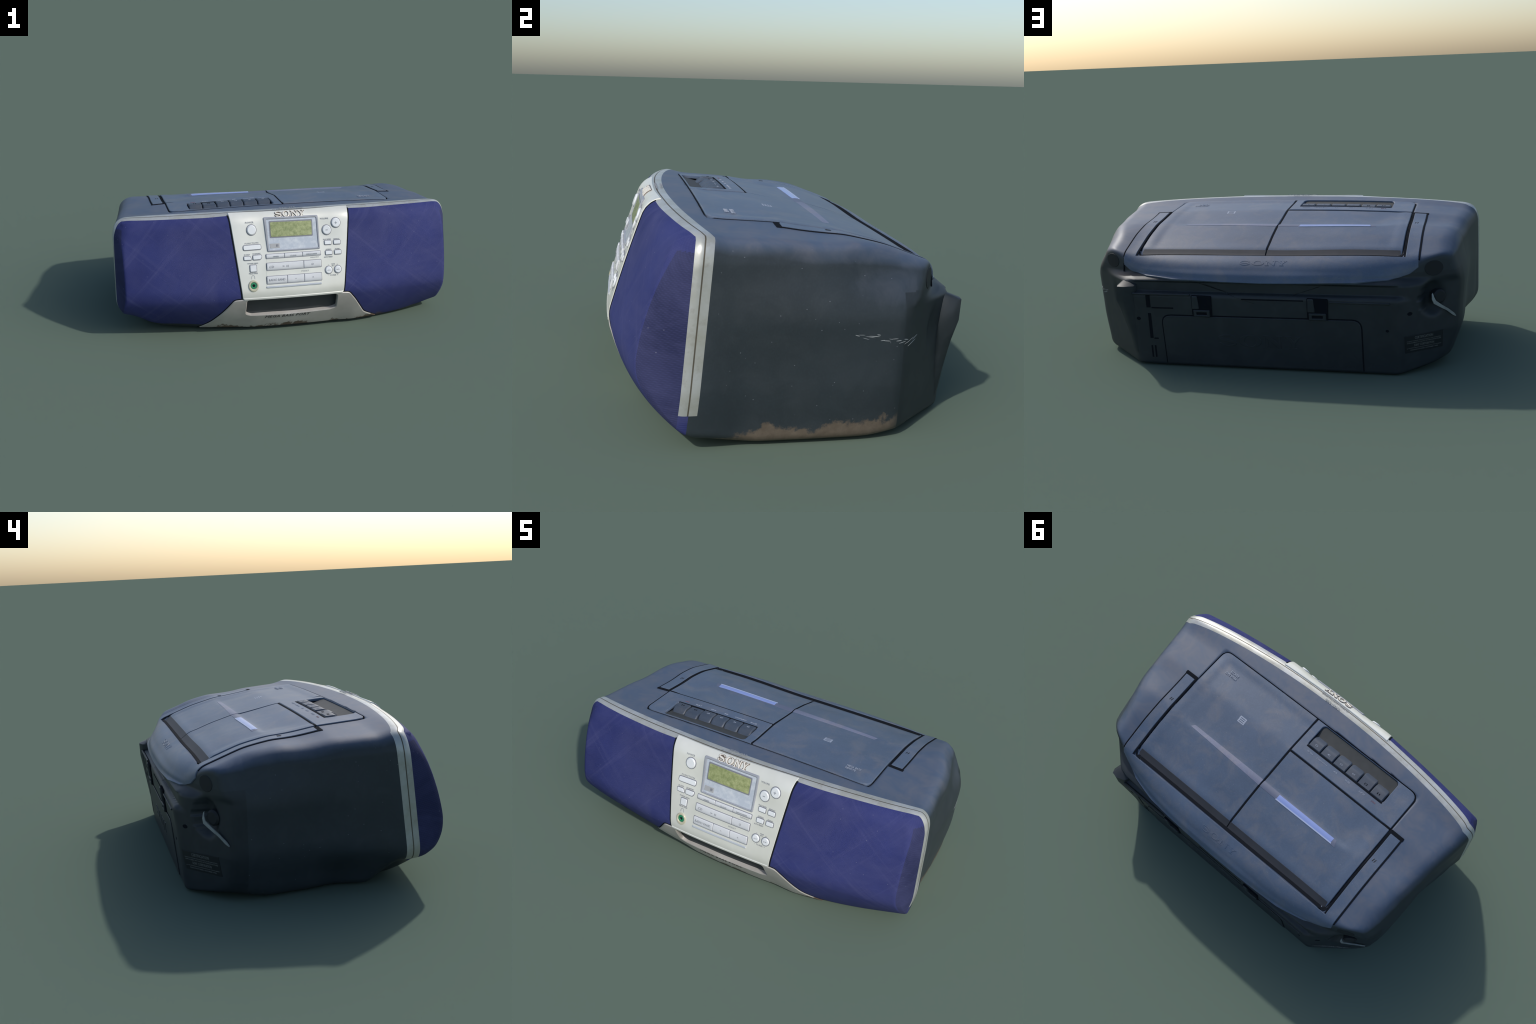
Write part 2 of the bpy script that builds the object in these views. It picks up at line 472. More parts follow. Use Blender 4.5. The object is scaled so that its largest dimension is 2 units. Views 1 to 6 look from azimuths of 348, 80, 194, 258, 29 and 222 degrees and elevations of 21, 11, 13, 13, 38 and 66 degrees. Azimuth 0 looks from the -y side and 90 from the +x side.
def rrect(x0, x1, y0, y1, r, n=6):
    r = min(r, (x1-x0)*.49, (y1-y0)*.49); out = []
    for cx, cy, a in ((x1-r, y1-r, 0), (x0+r, y1-r, 90), (x0+r, y0+r, 180), (x1-r, y0+r, 270)):
        for i in range(n+1):
            t = math.radians(a+90*i/n); out.append((cx+r*math.cos(t), cy+r*math.sin(t)))
    return np.array(out)
def ellipse(cx, cy, rx, ry=None, n=28):
    ry = ry or rx; t = np.linspace(0, 2*math.pi, n, endpoint=False)
    return np.stack([cx+rx*np.cos(t), cy+ry*np.sin(t)], 1)
def roundpoly(P, r, n=5):
    """corner-rounded polygon; r a number or a list"""
    P = np.array(P, float); out = []; m = len(P)
    for i in range(m):
        a, p, b = P[i-1], P[i], P[(i+1) % m]; ri = r[i] if isinstance(r, (list, tuple)) else r
        da, db = a-p, b-p; la, lb = np.linalg.norm(da), np.linalg.norm(db)
        ri = min(ri, la*.49, lb*.49)
        if ri < 1e-5: out.append(p); continue
        s, e = p+da/la*ri, p+db/lb*ri
        for k in range(n+1):
            t = k/n; out.append((1-t)**2*s+2*t*(1-t)*p+t*t*e)
    return np.array(out)

def lettering(name, body, S, cx, cy, width, height, mat, parent, h=.005, thick=.0012, shear=0, aspect=None):
    cu = bpy.data.curves.new('lettering_curve', 'FONT'); cu.body = body; cu.extrude = .02; cu.resolution_u = 2
    cu.shear = shear; cu.space_character = 1.05
    ob = bpy.data.objects.new('lettering_tmp', cu); link(ob)
    bpy.context.view_layer.update()
    me = bpy.data.meshes.new_from_object(ob.evaluated_get(bpy.context.evaluated_depsgraph_get()))
    bpy.data.objects.remove(ob); bpy.data.curves.remove(cu)
    n = len(me.vertices); V = np.zeros(n*3); me.vertices.foreach_get('co', V); V = V.reshape(-1, 3)
    lo, hi = V.min(0), V.max(0)
    u = cx+((V[:, 0]-lo[0])/(hi[0]-lo[0])-.5)*width
    v = cy+((V[:, 1]-lo[1])/(hi[1]-lo[1])-.5)*height
    P, N = S(u, v)
    P = P+N*(h+np.sign(V[:, 2])*thick*.5)[:, None]
    me.vertices.foreach_set('co', P.ravel()); me.update()
    me.name = name; me.materials.clear(); me.materials.append(mat)
    o = bpy.data.objects.new(name, me); link(o, parent); return o

# slab-serif capital outlines in a unit box, for the maker's mark
def stroke_outline(C, Wd):
    C = np.array(C, float); d = np.gradient(C, axis=0); d /= np.linalg.norm(d, axis=1)[:, None]
    n = np.stack([-d[:, 1], d[:, 0]], 1); w = np.array(Wd)[:, None]*.5
    return np.concatenate([C+n*w, (C-n*w)[::-1]])
def letter_S():
    t = np.linspace(0, 1, 34); ctrl = np.array([(.90, .70), (.80, .93), (.45, .99), (.10, .86), (.10, .62), (.50, .52), (.90, .40), (.92, .14), (.55, .01), (.18, .07), (.08, .32)])
    s = np.linspace(0, 1, len(ctrl)); C = np.stack([np.interp(t, s, ctrl[:, k]) for k in (0, 1)], 1)
    kk = np.array([1, 2, 3, 2, 1])/9
    Cs = np.stack([np.convolve(np.pad(C[:, k], 2, mode='edge'), kk, 'valid') for k in (0, 1)], 1)
    wd = .10+.16*np.exp(-((t-.5)/.16)**2)+.05*np.exp(-((t-.0)/.05)**2)+.05*np.exp(-((t-1)/.05)**2)
    return [stroke_outline(Cs*[1, .92]+[0, .04], wd)]
def letter_O(): return [ellipse(.5, .5, .5, .5, 40), ellipse(.5, .5, .26, .42, 32)]
def letter_N():
    return [np.array([(0, 0), (.36, 0), (.36, .09), (.24, .09), (.24, .72), (.76, 0), (.90, 0), (.90, .91), (1, .91), (1, 1), (.66, 1), (.66, .91), (.78, .91), (.78, .38), (.32, 1), (0, 1), (0, .91), (.12, .91), (.12, .09), (0, .09)])]
def letter_Y():
    return [np.array([(.30, 0), (.72, 0), (.72, .09), (.61, .09), (.61, .42), (.92, .91), (1, .91), (1, 1), (.66, 1), (.66, .91), (.78, .91), (.57, .56), (.36, .91), (.46, .91), (.46, 1), (0, 1), (0, .91), (.09, .91), (.41, .42), (.41, .09), (.30, .09)])]
def logo(S, cx, cy, width, height, mat, parent, h, depth=.003, bevel=.0006, grow=0.0, name='maker_letter'):
    spans = [(0, .225), (.255, .52), (.545, .775), (.785, 1.0)]
    out = []
    for fn, (a, b) in zip((letter_S, letter_O, letter_N, letter_Y), spans):
        Ls = []
        for i, L in enumerate(fn()):
            L = L.copy(); L[:, 0] = cx+(a+L[:, 0]*(b-a)-.5)*width; L[:, 1] = cy+(L[:, 1]-.5)*height
            if grow:
                if area2(L) < 0: L = L[::-1]
                L = inset(L, -grow if i == 0 else grow)
            Ls.append(L)
        out.append(patch(name, Ls, S, mat, parent, h, depth, bevel, res=.012))
    return out

# =====================================================================
#  the stereo
# =====================================================================
root = bpy.data.objects.new('portable_stereo', None); link(root)
root['label'] = 'worn slate portable stereo with blue speakers and silver panel'
root['category'] = 'portable stereo'

# ---------------- housing: rings from the front centre to the rear centre ----
def build_housing():
    NT = 560
    W, ZLO, ZHI = .97, .0, .70
    per = []
    segs = [((W, ZLO), (W, ZHI), 96), ((W, ZHI), (-W, ZHI), 184), ((-W, ZHI), (-W, ZLO), 96), ((-W, ZLO), (W, ZLO), 184)]
    for (a, b, n) in segs:
        for i in range(n): per.append((a[0]+(b[0]-a[0])*i/n, a[1]+(b[1]-a[1])*i/n))
    per = np.array(per); n = len(per); px, pz = per.T
    ax_ = np.clip(px*.8, -.62, .62)
    yT = trim_y(px, pz)
    y0 = np.minimum(front_y(px*.98, pz)+.02, yT-.036)
    edge = sstep(.55, .93, np.abs(px))
    yE = .535*(1-edge)+.33*edge
    half = .029; SEAM = .0024
    st = [('g', y0+(yT-half-y0)*t) for t in np.linspace(0, 1, 14)]
    st += [('t', yT-half+(half-SEAM)*t) for t in np.linspace(0, 1, 5)[1:]]
    st += [('s', yT+SEAM)]
    st += [('t', yT+SEAM+(half-SEAM)*t) for t in np.linspace(0, 1, 5)[1:]]
    st += [('b', yT+half+(yE-yT-half)*t) for t in np.linspace(0, 1, 92)[1:]]
    rings = []; kinds = []
    for k, (kind, y) in enumerate(st):
        A = np.stack([ax_, y, np.full(n, .35)], 1)
        B = np.stack([ax_+(px-ax_)*3.2, y, .35+(pz-.35)*3.2], 1)
        rings.append(solve(A, B)); kinds.append(kind)
    # caps
    def cap(ring, ysign, count):
        out = []
        for s in np.linspace(1, 0, count+1)[1:]:
            x = ring[:, 0]*s; z = .33+(ring[:, 2]-.33)*s
            ys = -.37 if ysign < 0 else 0.0
            out.append(solve(col(x, 0*x+ys, z), col(x, 0*x+ysign*.95, z)))
        return out
    fr = cap(rings[0], -1, 96); re = cap(rings[-1], 1, 84)
    allr = fr[::-1]+rings+re
    kinds = ['g']*len(fr)+kinds+['r']*len(re)
    # sink the line in the trim
    V = np.concatenate(allr)
    R = len(allr)
    quads = []; cls = []
    for r in range(R-1):
        k = kinds[r+1]
        for i in range(n):
            j = (i+1) % n
            q = (r*n+i, (r+1)*n+i, (r+1)*n+j, r*n+j)
            quads.append(q)
        cls.append(k)
    Q = np.array(quads); kind = np.repeat(np.array(cls), n)
    cen = V[Q].mean(1)
    fn0 = np.cross(V[Q[:, 2]]-V[Q[:, 0]], V[Q[:, 3]]-V[Q[:, 1]]); fn0 /= np.linalg.norm(fn0, axis=1)[:, None]+1e-12
    lab = np.empty(len(Q), dtype='U8')
    lab[kind == 'g'] = 'grille'
    lab[kind == 't'] = 'trim'; lab[kind == 's'] = 'seam'
    lab[kind == 'b'] = 'body'; lab[kind == 'r'] = 'rear'
    seam_r = [i for i, k in enumerate(kinds) if k == 's'][0]
    under = np.tile(allr[seam_r][:, 2] < .122, R-1)
    behind = np.repeat(np.arange(R-1) >= seam_r, n)
    lab[under & ((lab == 'trim') | (lab == 'seam'))] = 'grille'
    lab[under & behind & (kind == 't')] = 'body'
    lab[(lab == 'rear') & (cen[:, 2] > .49)] = 'body'
    lab[(lab == 'body') & (cen[:, 1] > .40) & (cen[:, 2] < .46) & (np.abs(cen[:, 0]) < .90) & (cen[:, 2] > .03)] = 'rear'
    inport = (np.abs(cen[:, 0]) < .305) & (cen[:, 1] < -.30) & (cen[:, 2] > .09) & (cen[:, 2] < .27) & (cen[:, 1] > front_y(cen[:, 0], cen[:, 2])+.006)
    lab[inport | ((lab == 'grille') & (np.abs(cen[:, 0]) < .292) & (cen[:, 2] > .106) & (cen[:, 2] < .258))] = 'port'
    dipped = (lab == 'body') & (cen[:, 2] > .3) & (cen[:, 2] < top_z(cen[:, 0], cen[:, 1])-.010) & (np.abs(cen[:, 0]) < .67) & (cen[:, 1] < .47)
    lab[dipped] = 'well'
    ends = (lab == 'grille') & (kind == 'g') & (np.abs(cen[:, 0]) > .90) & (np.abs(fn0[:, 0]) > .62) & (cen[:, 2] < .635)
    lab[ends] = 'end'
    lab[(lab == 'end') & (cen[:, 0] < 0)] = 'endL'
    lab[(lab == 'grille') & (cen[:, 0] < 0)] = 'grilleL'
    # whole-surface vertex normals (area weighted)
    fn = np.cross(V[Q[:, 2]]-V[Q[:, 0]], V[Q[:, 3]]-V[Q[:, 1]])
    VN = np.zeros_like(V)
    for c in range(4): np.add.at(VN, Q[:, c], fn)
    flip = np.sum(fn*(cen-np.array([0, 0, .33]))) < 0
    if flip: Q = Q[:, ::-1]; VN = -VN
    VN /= np.linalg.norm(VN, axis=1)[:, None]+1e-12
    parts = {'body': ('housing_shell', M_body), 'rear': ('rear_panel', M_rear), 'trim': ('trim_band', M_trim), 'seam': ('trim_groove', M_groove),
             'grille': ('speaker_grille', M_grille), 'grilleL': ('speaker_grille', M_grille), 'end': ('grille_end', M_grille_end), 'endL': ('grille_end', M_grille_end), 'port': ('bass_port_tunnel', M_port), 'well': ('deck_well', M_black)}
    objs = {}
    for key, (name, mat) in parts.items():
        sel = Q[lab == key]
        if not len(sel): continue
        ids, inv = np.unique(sel, return_inverse=True); inv = inv.reshape(sel.shape)
        Vs = V[ids].copy()
        if key == 'seam': Vs = Vs  # flush; the dark line reads as a groove
        o = mesh_obj(name, Vs, [tuple(int(a) for a in f) for f in inv], mat, root)
        for p in o.data.polygons: p.use_smooth = True
        o.data.normals_split_custom_set_from_vertices([tuple(v) for v in VN[ids]])
        objs[key] = o
    return objs
H = build_housing()

# ---------------- front panel --------------------------------------------------
def vtop(x, back):      # v on the front sheet where the trim line is met
    x = np.asarray(x, float)
    return ZB + (trim_y(x, .70)+back - T_front(x, 0*x+ZB))
xs = np.linspace(.352, -.352, 15)
top_edge = [(float(x), float(vtop(np.array([x]), -.008)[0])) for x in xs]
panel_out = [(-.297, .250), (.297, .250)] + [(.345, .675)] + top_edge + [(-.345, .675)]
gask = [(-.304, .246), (.304, .246)] + [(.353, .675)] + [(float(x)*1.02, float(vtop(np.array([x]), -.026)[0])) for x in xs] + [(-.353, .675)]
patch('panel_dark_border', gask, S_front, M_black, root, .0022, .012, .001, .02)
panel = patch('front_panel', panel_out, S_front, M_silver, root, .005, .014, .0025, .014)

PH = .005
def button(name, L, mat=M_button, h=.006, rim=.004, bevel=.002, parent=panel):
    L = np.array(L, float)
    if area2(L) < 0: L = L[::-1]
    b = patch(name, L, S_front, mat, parent, PH+h, h+.002, bevel, .012)
    patch('button_gap', inset(L, -rim), S_front, M_btnrim, b, PH+.0012, .004, .0005, .02)
    return b

button('power_button', ellipse(-.228, .622, .027), h=.009, bevel=.005)
button('volume_button', ellipse(.268, .634, .0255), h=.008, bevel=.004)
button('volume_button', ellipse(.212, .597, .0255), h=.008, bevel=.004)
button('function_button', rrect(-.281, -.180, .517, .541, .008))
button('sleep_button', roundpoly([(-.281, .464), (-.238, .464), (-.246, .483), (-.281, .483)], .005))
button('standby_button', roundpoly([(-.229, .464), (-.188, .464), (-.180, .474), (-.180, .486), (-.229, .486)], .005))
button('bass_button', rrect(-.249, -.213, .400, .435, .003))
for x0, z0 in ((.195, .518), (.249, .518), (.196, .464), (.250, .464)):
    button('play_mode_button', rrect(x0, x0+.038, z0, z0+.020, .003))
for x0 in (.209, .264):
    button('tuning_button', ellipse(x0, .380, .020), h=.007, bevel=.004)
# headphone socket
jk = patch('headphone_socket', [ellipse(-.234, .323, .030, .032), ellipse(-.234, .324, .0185)], S_front, M_goldrim, panel, PH+.006, .008, .003, .012)
patch('socket_sleeve', [ellipse(-.234, .324, .0185), ellipse(-.234, .324, .007)], S_front, M_green, jk, PH+.003, .006, .002, .008)
patch('socket_hole', ellipse(-.234, .324, .007), S_front, M_black, jk, PH+.0015, .003, .0005, .006)
ph = stroke_outline([(-.243+.0, .360), (-.243, .370), (-.240, .378), (-.234, .381), (-.228, .378), (-.225, .370), (-.225, .360)], [.0025]*7)
patch('headphone_symbol', ph, S_front, M_print, panel, PH+.0008, .002, .0002, .01)

# display
bz = patch('display_bezel', [roundpoly([(-.143, .500), (.166, .498), (.165, .677), (-.155, .680)], .008), roundpoly([(-.131, .508), (.155, .506), (.152, .668), (-.140, .671)], .006)],
           S_front, M_bezelrim, panel, PH+.006, .008, .003, .014)
patch('display_window', roundpoly([(-.131, .508), (.155, .506), (.152, .668), (-.140, .671)], .006), S_front, M_bezglass, bz, PH+.002, .004, .0005, .02)
patch('lcd_frame', roundpoly([(-.123, .572), (.129, .570), (.130, .660), (-.124, .663)], .006), S_front, M_btnrim, bz, PH+.0032, .002, .0005, .02)
patch('lcd_screen', roundpoly([(-.117, .578), (.123, .576), (.124, .653), (-.118, .657)], .008), S_front, M_lcd, bz, PH+.0045, .002, .0008, .02)
patch('remote_sensor', rrect(-.126, -.070, .518, .542, .002), S_front, simple('sensor_grey', (.36, .37, .38, 1), .4), bz, PH+.0035, .002, .0006, .02)
patch('sensor_eye', rrect(-.090, -.077, .525, .537, .001), S_front, M_btnrim, bz, PH+.005, .002, .0004, .02)

# three rows of wide keys, each row in its own dark slot
def key_row(z0, z1, cuts, skew=.0):
    patch('key_slot', rrect(cuts[0]-.003, cuts[-1]+.003, z0-.003, z1+.003, .006), S_front, M_btnrim, panel, PH+.0012, .004, .0005, .02)
    for a, b in zip(cuts[:-1], cuts[1:]):
        patch('selector_key', rrect(a+.0012, b-.0012, z0, z1, .004), S_front, M_keyplate, panel, PH+.0075, .009, .002, .014,
              wf=lambda u, v: -.0045*sstep(z0+(z1-z0)*.35, z0, v))
patch('key_bay', roundpoly([(-.160, .303), (.168, .303), (.170, .496), (-.150, .496)], .006), S_front, M_silver, panel, PH+.0006, .004, .0005, .02)
key_row(.466, .487, [-.154, -.048, .058, .166])
key_row(.402, .441, [-.154, .062, .166])
key_row(.328, .369, [-.157, -.038, .062, .165])
patch('key_sill', rrect(-.160, .164, .306, .316, .003), S_front, M_bezel, panel, PH+.005, .006, .002, .02)

def word(t, x, z, w, hh, m=M_print, dh=.0008, sh=0): lettering('printed_word', t, S_front, x, z, w, hh, m, panel, PH+dh, .0012, sh)
word('POWER', -.236, .662, .048, .0085); word('FUNCTION', -.231, .552, .078, .0085)
word('SLEEP', -.262, .493, .034, .007); word('STANDBY', -.206, .495, .046, .007)
word('POWER DRIVE', -.231, .445, .060, .0065); word('MEGA BASS', -.231, .391, .050, .008)
word('VOLUME', .203, .659, .048, .008)
word('PLAY MODE', .212, .546, .046, .0065); word('REPEAT', .268, .546, .034, .0065)
word('STEREO', .216, .492, .032, .0065); word('MONO', .269, .492, .028, .0065); word('AUTO PRESET', .212, .452, .052, .007)
word('TIME', .238, .411, .022, .006); word('SET', .238, .402, .017, .006); word('- TUNE +', .236, .350, .060, .0075)
word('-', .210, .408, .006, .0015); word('+', .262, .408, .006, .006)
word('+', .268, .634, .014, .014, dh=.0087); word('-', .212, .597, .013, .003, dh=.0087)
word('MEMORY', .130, .456, .050, .007); word('PRESET', .070, .386, .044, .007)
word('TIMER', -.098, .474, .034, .006, dh=.0080); word('CLOCK', .005, .474, .036, .006, dh=.0080); word('DISPLAY ENTER', .112, .475, .062, .006, dh=.0080)
word('CD', -.125, .421, .026, .012, dh=.0080); word('> II', -.045, .421, .034, .010, dh=.0080); word('O', .114, .421, .011, .011, dh=.0080)
word('RADIO BAND', -.098, .350, .094, .012, dh=.0080); word('-', .012, .350, .008, .002, dh=.0080); word('+', .113, .350, .008, .008, dh=.0080)
word('DIGITAL', .010, .540, .050, .007, dh=-.0028)
word('<<', .209, .380, .018, .006, dh=.0080); word('>>', .264, .380, .018, .006, dh=.0080)

logo(S_front, .002, .6905, .172, .028, M_logoshade, panel, PH+.002, .004, .0006, grow=.0022, name='maker_letter_edge')
logo(S_front, .002, .6905, .172, .028, M_logo, panel, PH+.005, .004, .0008)
lettering('model_number', 'CFD-S38', S_front, 0, ZB+.070, .096, .011, M_print, panel, PH+.0008)
lettering('printed_word', 'CD RADIO CASSETTE-CORDER', S_front, 0, ZB+.050, .18, .007, M_print, panel, PH+.0008)

# ---------------- bass port surround -----------------------------------------
sur = roundpoly([(-.345, .243), (-.400, .165), (-.470, .075), (-.53, .022), (.55, .022), (.455, .075), (.378, .190), (.335, .243), (.300, .246), (-.300, .246)],
                [.015, .02, .02, 0, 0, .02, .02, .015, 0, 0])
hole = roundpoly([(-.272, .138), (-.240, .126), (0, .121), (.235, .128), (.268, .140), (.262, .232), (.245, .240), (-.262, .240), (-.272, .232)], [.012, .012, .02, .012, .012, .008, .01, .01, .008])
surround = patch('bass_port_surround', [sur, hole], S_front, M_surround, root, .006, .022, .004, .014)
patch('surround_dark_border', [inset(sur[::-1] if area2(sur) < 0 else sur, -.006), inset(hole[::-1] if area2(hole) < 0 else hole, -.007)], S_front, M_black, root, .0018, .010, .0005, .02)
# chin of the panel that overhangs the port
patch('panel_chin', roundpoly([(-.292, .240), (.292, .240), (.297, .258), (-.297, .258)], .005), S_front, M_silver, panel, .008, .02, .005, .014)
lettering('printed_word', 'MEGA BASS PORT', S_front, -.020, .108, .27, .018, M_darkprint, surround, .0068, .0012, .25)

# ---------------- top deck: lids, keys, handle ---------------------------------
dipw = lambda x, y: -lid_dip(x, y)
frame = roundpoly([(LID[0], LID[2]), (LID[1], LID[2]), (LID[1], LID[3]), (LID[0], LID[3])], [.05, .05, .02, .02])
kwell = rrect(*KEYS, .022)
patch('lid_gap_shadow', [frame, kwell], S_top, M_black, root, .0015, .004, .0005, .016, wf=dipw)  # black plate under the lids, colours their gaps with shadow

def dish(depth):
    def f(x, y):
        rear = -.015*sstep(.400, .462, y)
        m = sstep(.60, .50, np.abs(x))
        d = sstep(-.06, .150, y)*(1-sstep(.152, .186, y))
        edge = -.0035*sstep(.635, .585, np.abs(x))*sstep(-.262, -.215, y)*sstep(.44, .36, y)
        return -depth*m*d+edge+rear
    return f
cd_lid = patch('cd_lid', roundpoly([(.009, -.276), (.660, -.276), (.661, .462), (.011, .462)], [.004, .045, .012, .004]), S_top, M_top, root, .005, .012, .003, .013, wf=dish(.005))
tape_lid = patch('cassette_lid', roundpoly([(-.660, -.045), (.001, -.046), (.003, .462), (-.658, .465)], [.004, .004, .004, .012]), S_top, M_top, root, .005, .012, .003, .013, wf=dish(.007))
deck = patch('key_deck', [roundpoly([(-.660, -.276), (.001, -.276), (.001, -.054), (-.660, -.052)], [.045, .004, .004, .004]), kwell], S_top, M_top, root, .0045, .012, .003, .013)
patch('lit_step_strip', roundpoly([(.010, .158), (.497, .156), (.512, .176), (.010, .196)], .004), S_top, M_ridge, cd_lid, .0058, .004, .001, .012, wf=dish(.005))
patch('lit_step_strip', roundpoly([(-.490, .166), (.002, .158), (.002, .196), (-.505, .202)], .004), S_top, simple('ridge_slate_lightened', (.115, .135, .20, 1), .5), tape_lid, .0058, .004, .001, .012, wf=dish(.007))
win = patch('cassette_window', rrect(-.474, -.110, .166, .196, .003), S_top, M_window, tape_lid, .0066, .004, .001, .012, wf=dish(.007))
patch('window_rim', rrect(-.478, -.107, .1925, .1995, .002), S_top, M_windowrim, tape_lid, .0074, .004, .001, .012, wf=dish(.007))
patch('disc_mark', roundpoly([(.292, -.034), (.336, -.034), (.334, .002), (.290, .002)], .002), S_top, M_whiteprint, cd_lid, .0052, .002, .0003, .02, wf=dish(.005))
for i in range(3):
    patch('disc_mark_bar', rrect(.298, .328, -.028+.010*i, -.024+.010*i, .001), S_top, M_top, cd_lid, .0060, .002, .0003, .02, wf=dish(.005))
lettering('printed_word', 'MEGA BASS\nREMOTE', S_top, .535, -.185, .075, .036, M_whiteprint, cd_lid, .0045)
patch('lid_seam', rrect(-.658, .000, -.056, -.042, .001), S_top, M_black, root, .0040, .006, .0005, .013, wf=dish(.007))
patch('lid_seam', rrect(-.002, .012, -.274, .458, .001), S_top, M_black, root, .0034, .006, .0005, .013, wf=dish(.007))
patch('key_seam', rrect(-.544, -.046, -.1325, -.1225, .001), S_top, M_black, root, .0052, .010, .0005, .02)
for xa, xb in ((.010, .650), (-.648, .004)):      # dark-painted strip showing the shade on each lid's rear slope
    patch('lid_bevel_shade_strip', roundpoly([(xa, .422), (xb, .422), (xb+(.006 if xb > .1 else 0), .460), (xa-(.006 if xa < -.1 else 0), .460)], .003), S_top, M_bevel, root, .0056, .003, .0003, .013, wf=dish(.0))
# cassette keys
cuts = [-.541, -.459, -.376, -.295, -.213, -.128, -.049]
marks = ['II', '[]', '>>', '<<', '>', 'O']
key_floor = patch('key_well_floor', inset(kwell[::-1] if area2(kwell) < 0 else kwell, .001), S_top, simple('well_brown_grey', (.050, .053, .052, 1), .7, var=.4, scale=20), root, -.015, .004, .001, .02,
                  wf=lambda x, y: .0135*np.clip((-.205-y)/.065, 0, 1))
for i, (a, b) in enumerate(zip(cuts[:-1], cuts[1:])):
    pressed = -.004 if i == 1 else 0.0
    fy = -.210-(.014 if i == 1 else 0)
    k = patch('cassette_key', roundpoly([(a+.0026, fy), (b-.0026, fy), (b-.0026, -.131), (a+.0026, -.131)], [.016, .016, .003, .003]), S_top, M_key, deck, .0085+pressed, .035, .005, .009,
              wf=lambda x, y, fy=fy: -.020*sstep(fy+.036, fy, y))
    lettering('key_symbol', marks[i], S_top, (a+b)/2, -.155, .016, .010, M_whiteprint if i > 1 else M_black, k, .0090+pressed, .001)
for t, x, w in (('PLAY', -.43, .036), ('REW', -.335, .03), ('FF', -.255, .02), ('STOP/EJECT', -.165, .070), ('PAUSE', -.085, .036)):
    lettering('printed_word', t, S_top, x, -.104, w, .0085, M_whiteprint, deck, .0050)
lettering('printed_word', 'REC', S_top, -.505, -.104, .026, .008, M_red, deck, .0050)

# carrying handle: two arms beside the lids and a rail behind them
def ph_at(x, y):      # polar angle on the handle sheet of the top surface at x, y
    z = float(T_top(np.array([x]), np.array([y]))[0]); return math.atan2(y-H0[0], z-H0[1])
def handle_outline(g=0.0):
    out = []
    xo, xi = .738+g, .676-g
    low = [(.738, .500), (.70, .474), (.60, .458), (.45, .450), (.2, .446), (0, .444)]
    def low_phi(x, z):
        p = np.radians(np.linspace(20, 74, 200)); P = _handle(np.full(200, x), p)
        i = int(np.argmin(np.abs(P[:, 2]-z))); return float(p[i])
    L = []
    ys = [-.035-g, .10, .22, .34, .42]
    L += [(xo, ph_at(min(xo, .79), y)) for y in ys]
    L += [(x+(g if x > .73 else 0), low_phi(x, z)-g*3) for x, z in low]
    R = [(-x, p) for x, p in L[:-1][::-1]]
    inner = [(-xi, ph_at(-xi, -.035-g)), (-xi, ph_at(-xi, .20)), (-xi, ph_at(-xi, .473-g)), (xi, ph_at(xi, .473-g)), (xi, ph_at(xi, .20)), (xi, ph_at(xi, -.035-g))]
    return np.array(L+R+inner)
handle = patch('carrying_handle', handle_outline(), S_handle, M_top, root, .005, .020, .003, .016)
for sx in (1, -1):      # dark seams on both sides of each handle arm
    for xa, xb, y1 in ((.736, .7445, .485), (.6685, .678, .470)):
        patch('handle_seam', rrect(*sorted((sx*xa, sx*xb)), -.045, y1, .001), S_top, M_black, root, .0030, .006, .0005, .013)
for sx in (1, -1):
    patch('hinge_notch', rrect(*sorted((sx*.668, sx*.748)), -.056, -.036, .004), S_top, M_black, root, .0022, .006, .0005, .01)
    for k in (0, 1):
        patch('grip_mark', roundpoly([(sx*.700+.011*k-.0085, .118), (sx*.700+.011*k-.005, .116), (sx*.700+.011*k-.001, .134), (sx*.700+.011*k-.0045, .136)], .001), S_top, M_socket, handle, .0062, .003, .0004, .01)

# raised maker's letters on the rail, read from behind
def mirror_handle(u, p): return _handle(-u, p)
S_rail = with_normals(lambda u, v: _handle(-u, -v))
rail_phi = ph_at(0, .525)
logo(S_rail, 0, -rail_phi, .235, .075, M_top, handle, .0060, .003, .0009)

# ---------------- rear ----------------------------------------------------------
door = [(-.515, .016), (.487, .016), (.482, .245), (-.500, .245)]
dg = roundpoly([(-.513, .015), (.487, .015), (.483, .278), (-.520, .274)], [0, 0, .05, .05])
patch('battery_door_gap', dg, S_rear, M_black, root, .0012, .005, .0005, .02)
bdoor = patch('battery_door', roundpoly([(-.507, .016), (.481, .016), (.477, .272), (-.514, .268)], [0, 0, .045, .045]), S_rear, M_rear, root, .0045, .010, .002, .02)
logo(S_rear, -.020, .150, .42, .066, M_rear, bdoor, .0065, .003, .001)
for xc in (-.303, .272):      # latch pockets with their tabs (u runs left to right from behind)
    lt = patch('latch_pocket', roundpoly([(xc-.050, .276), (xc+.050, .272), (xc+.052, .375), (xc-.050, .378)], .006), S_rear, M_black, root, .0060, .010, .001, .02)
    patch('latch_tab', [rrect(xc-.042, xc+.042, .270, .305, .004), rrect(xc-.026, xc+.026, .280, .293, .002)], S_rear, M_rear, lt, .012, .012, .003, .012)
    patch('latch_side', roundpoly([(xc-.048, .308), (xc-.012, .308), (xc-.018, .376), (xc-.046, .376)], .006), S_rear, M_rear, lt, .011, .010, .004, .012)
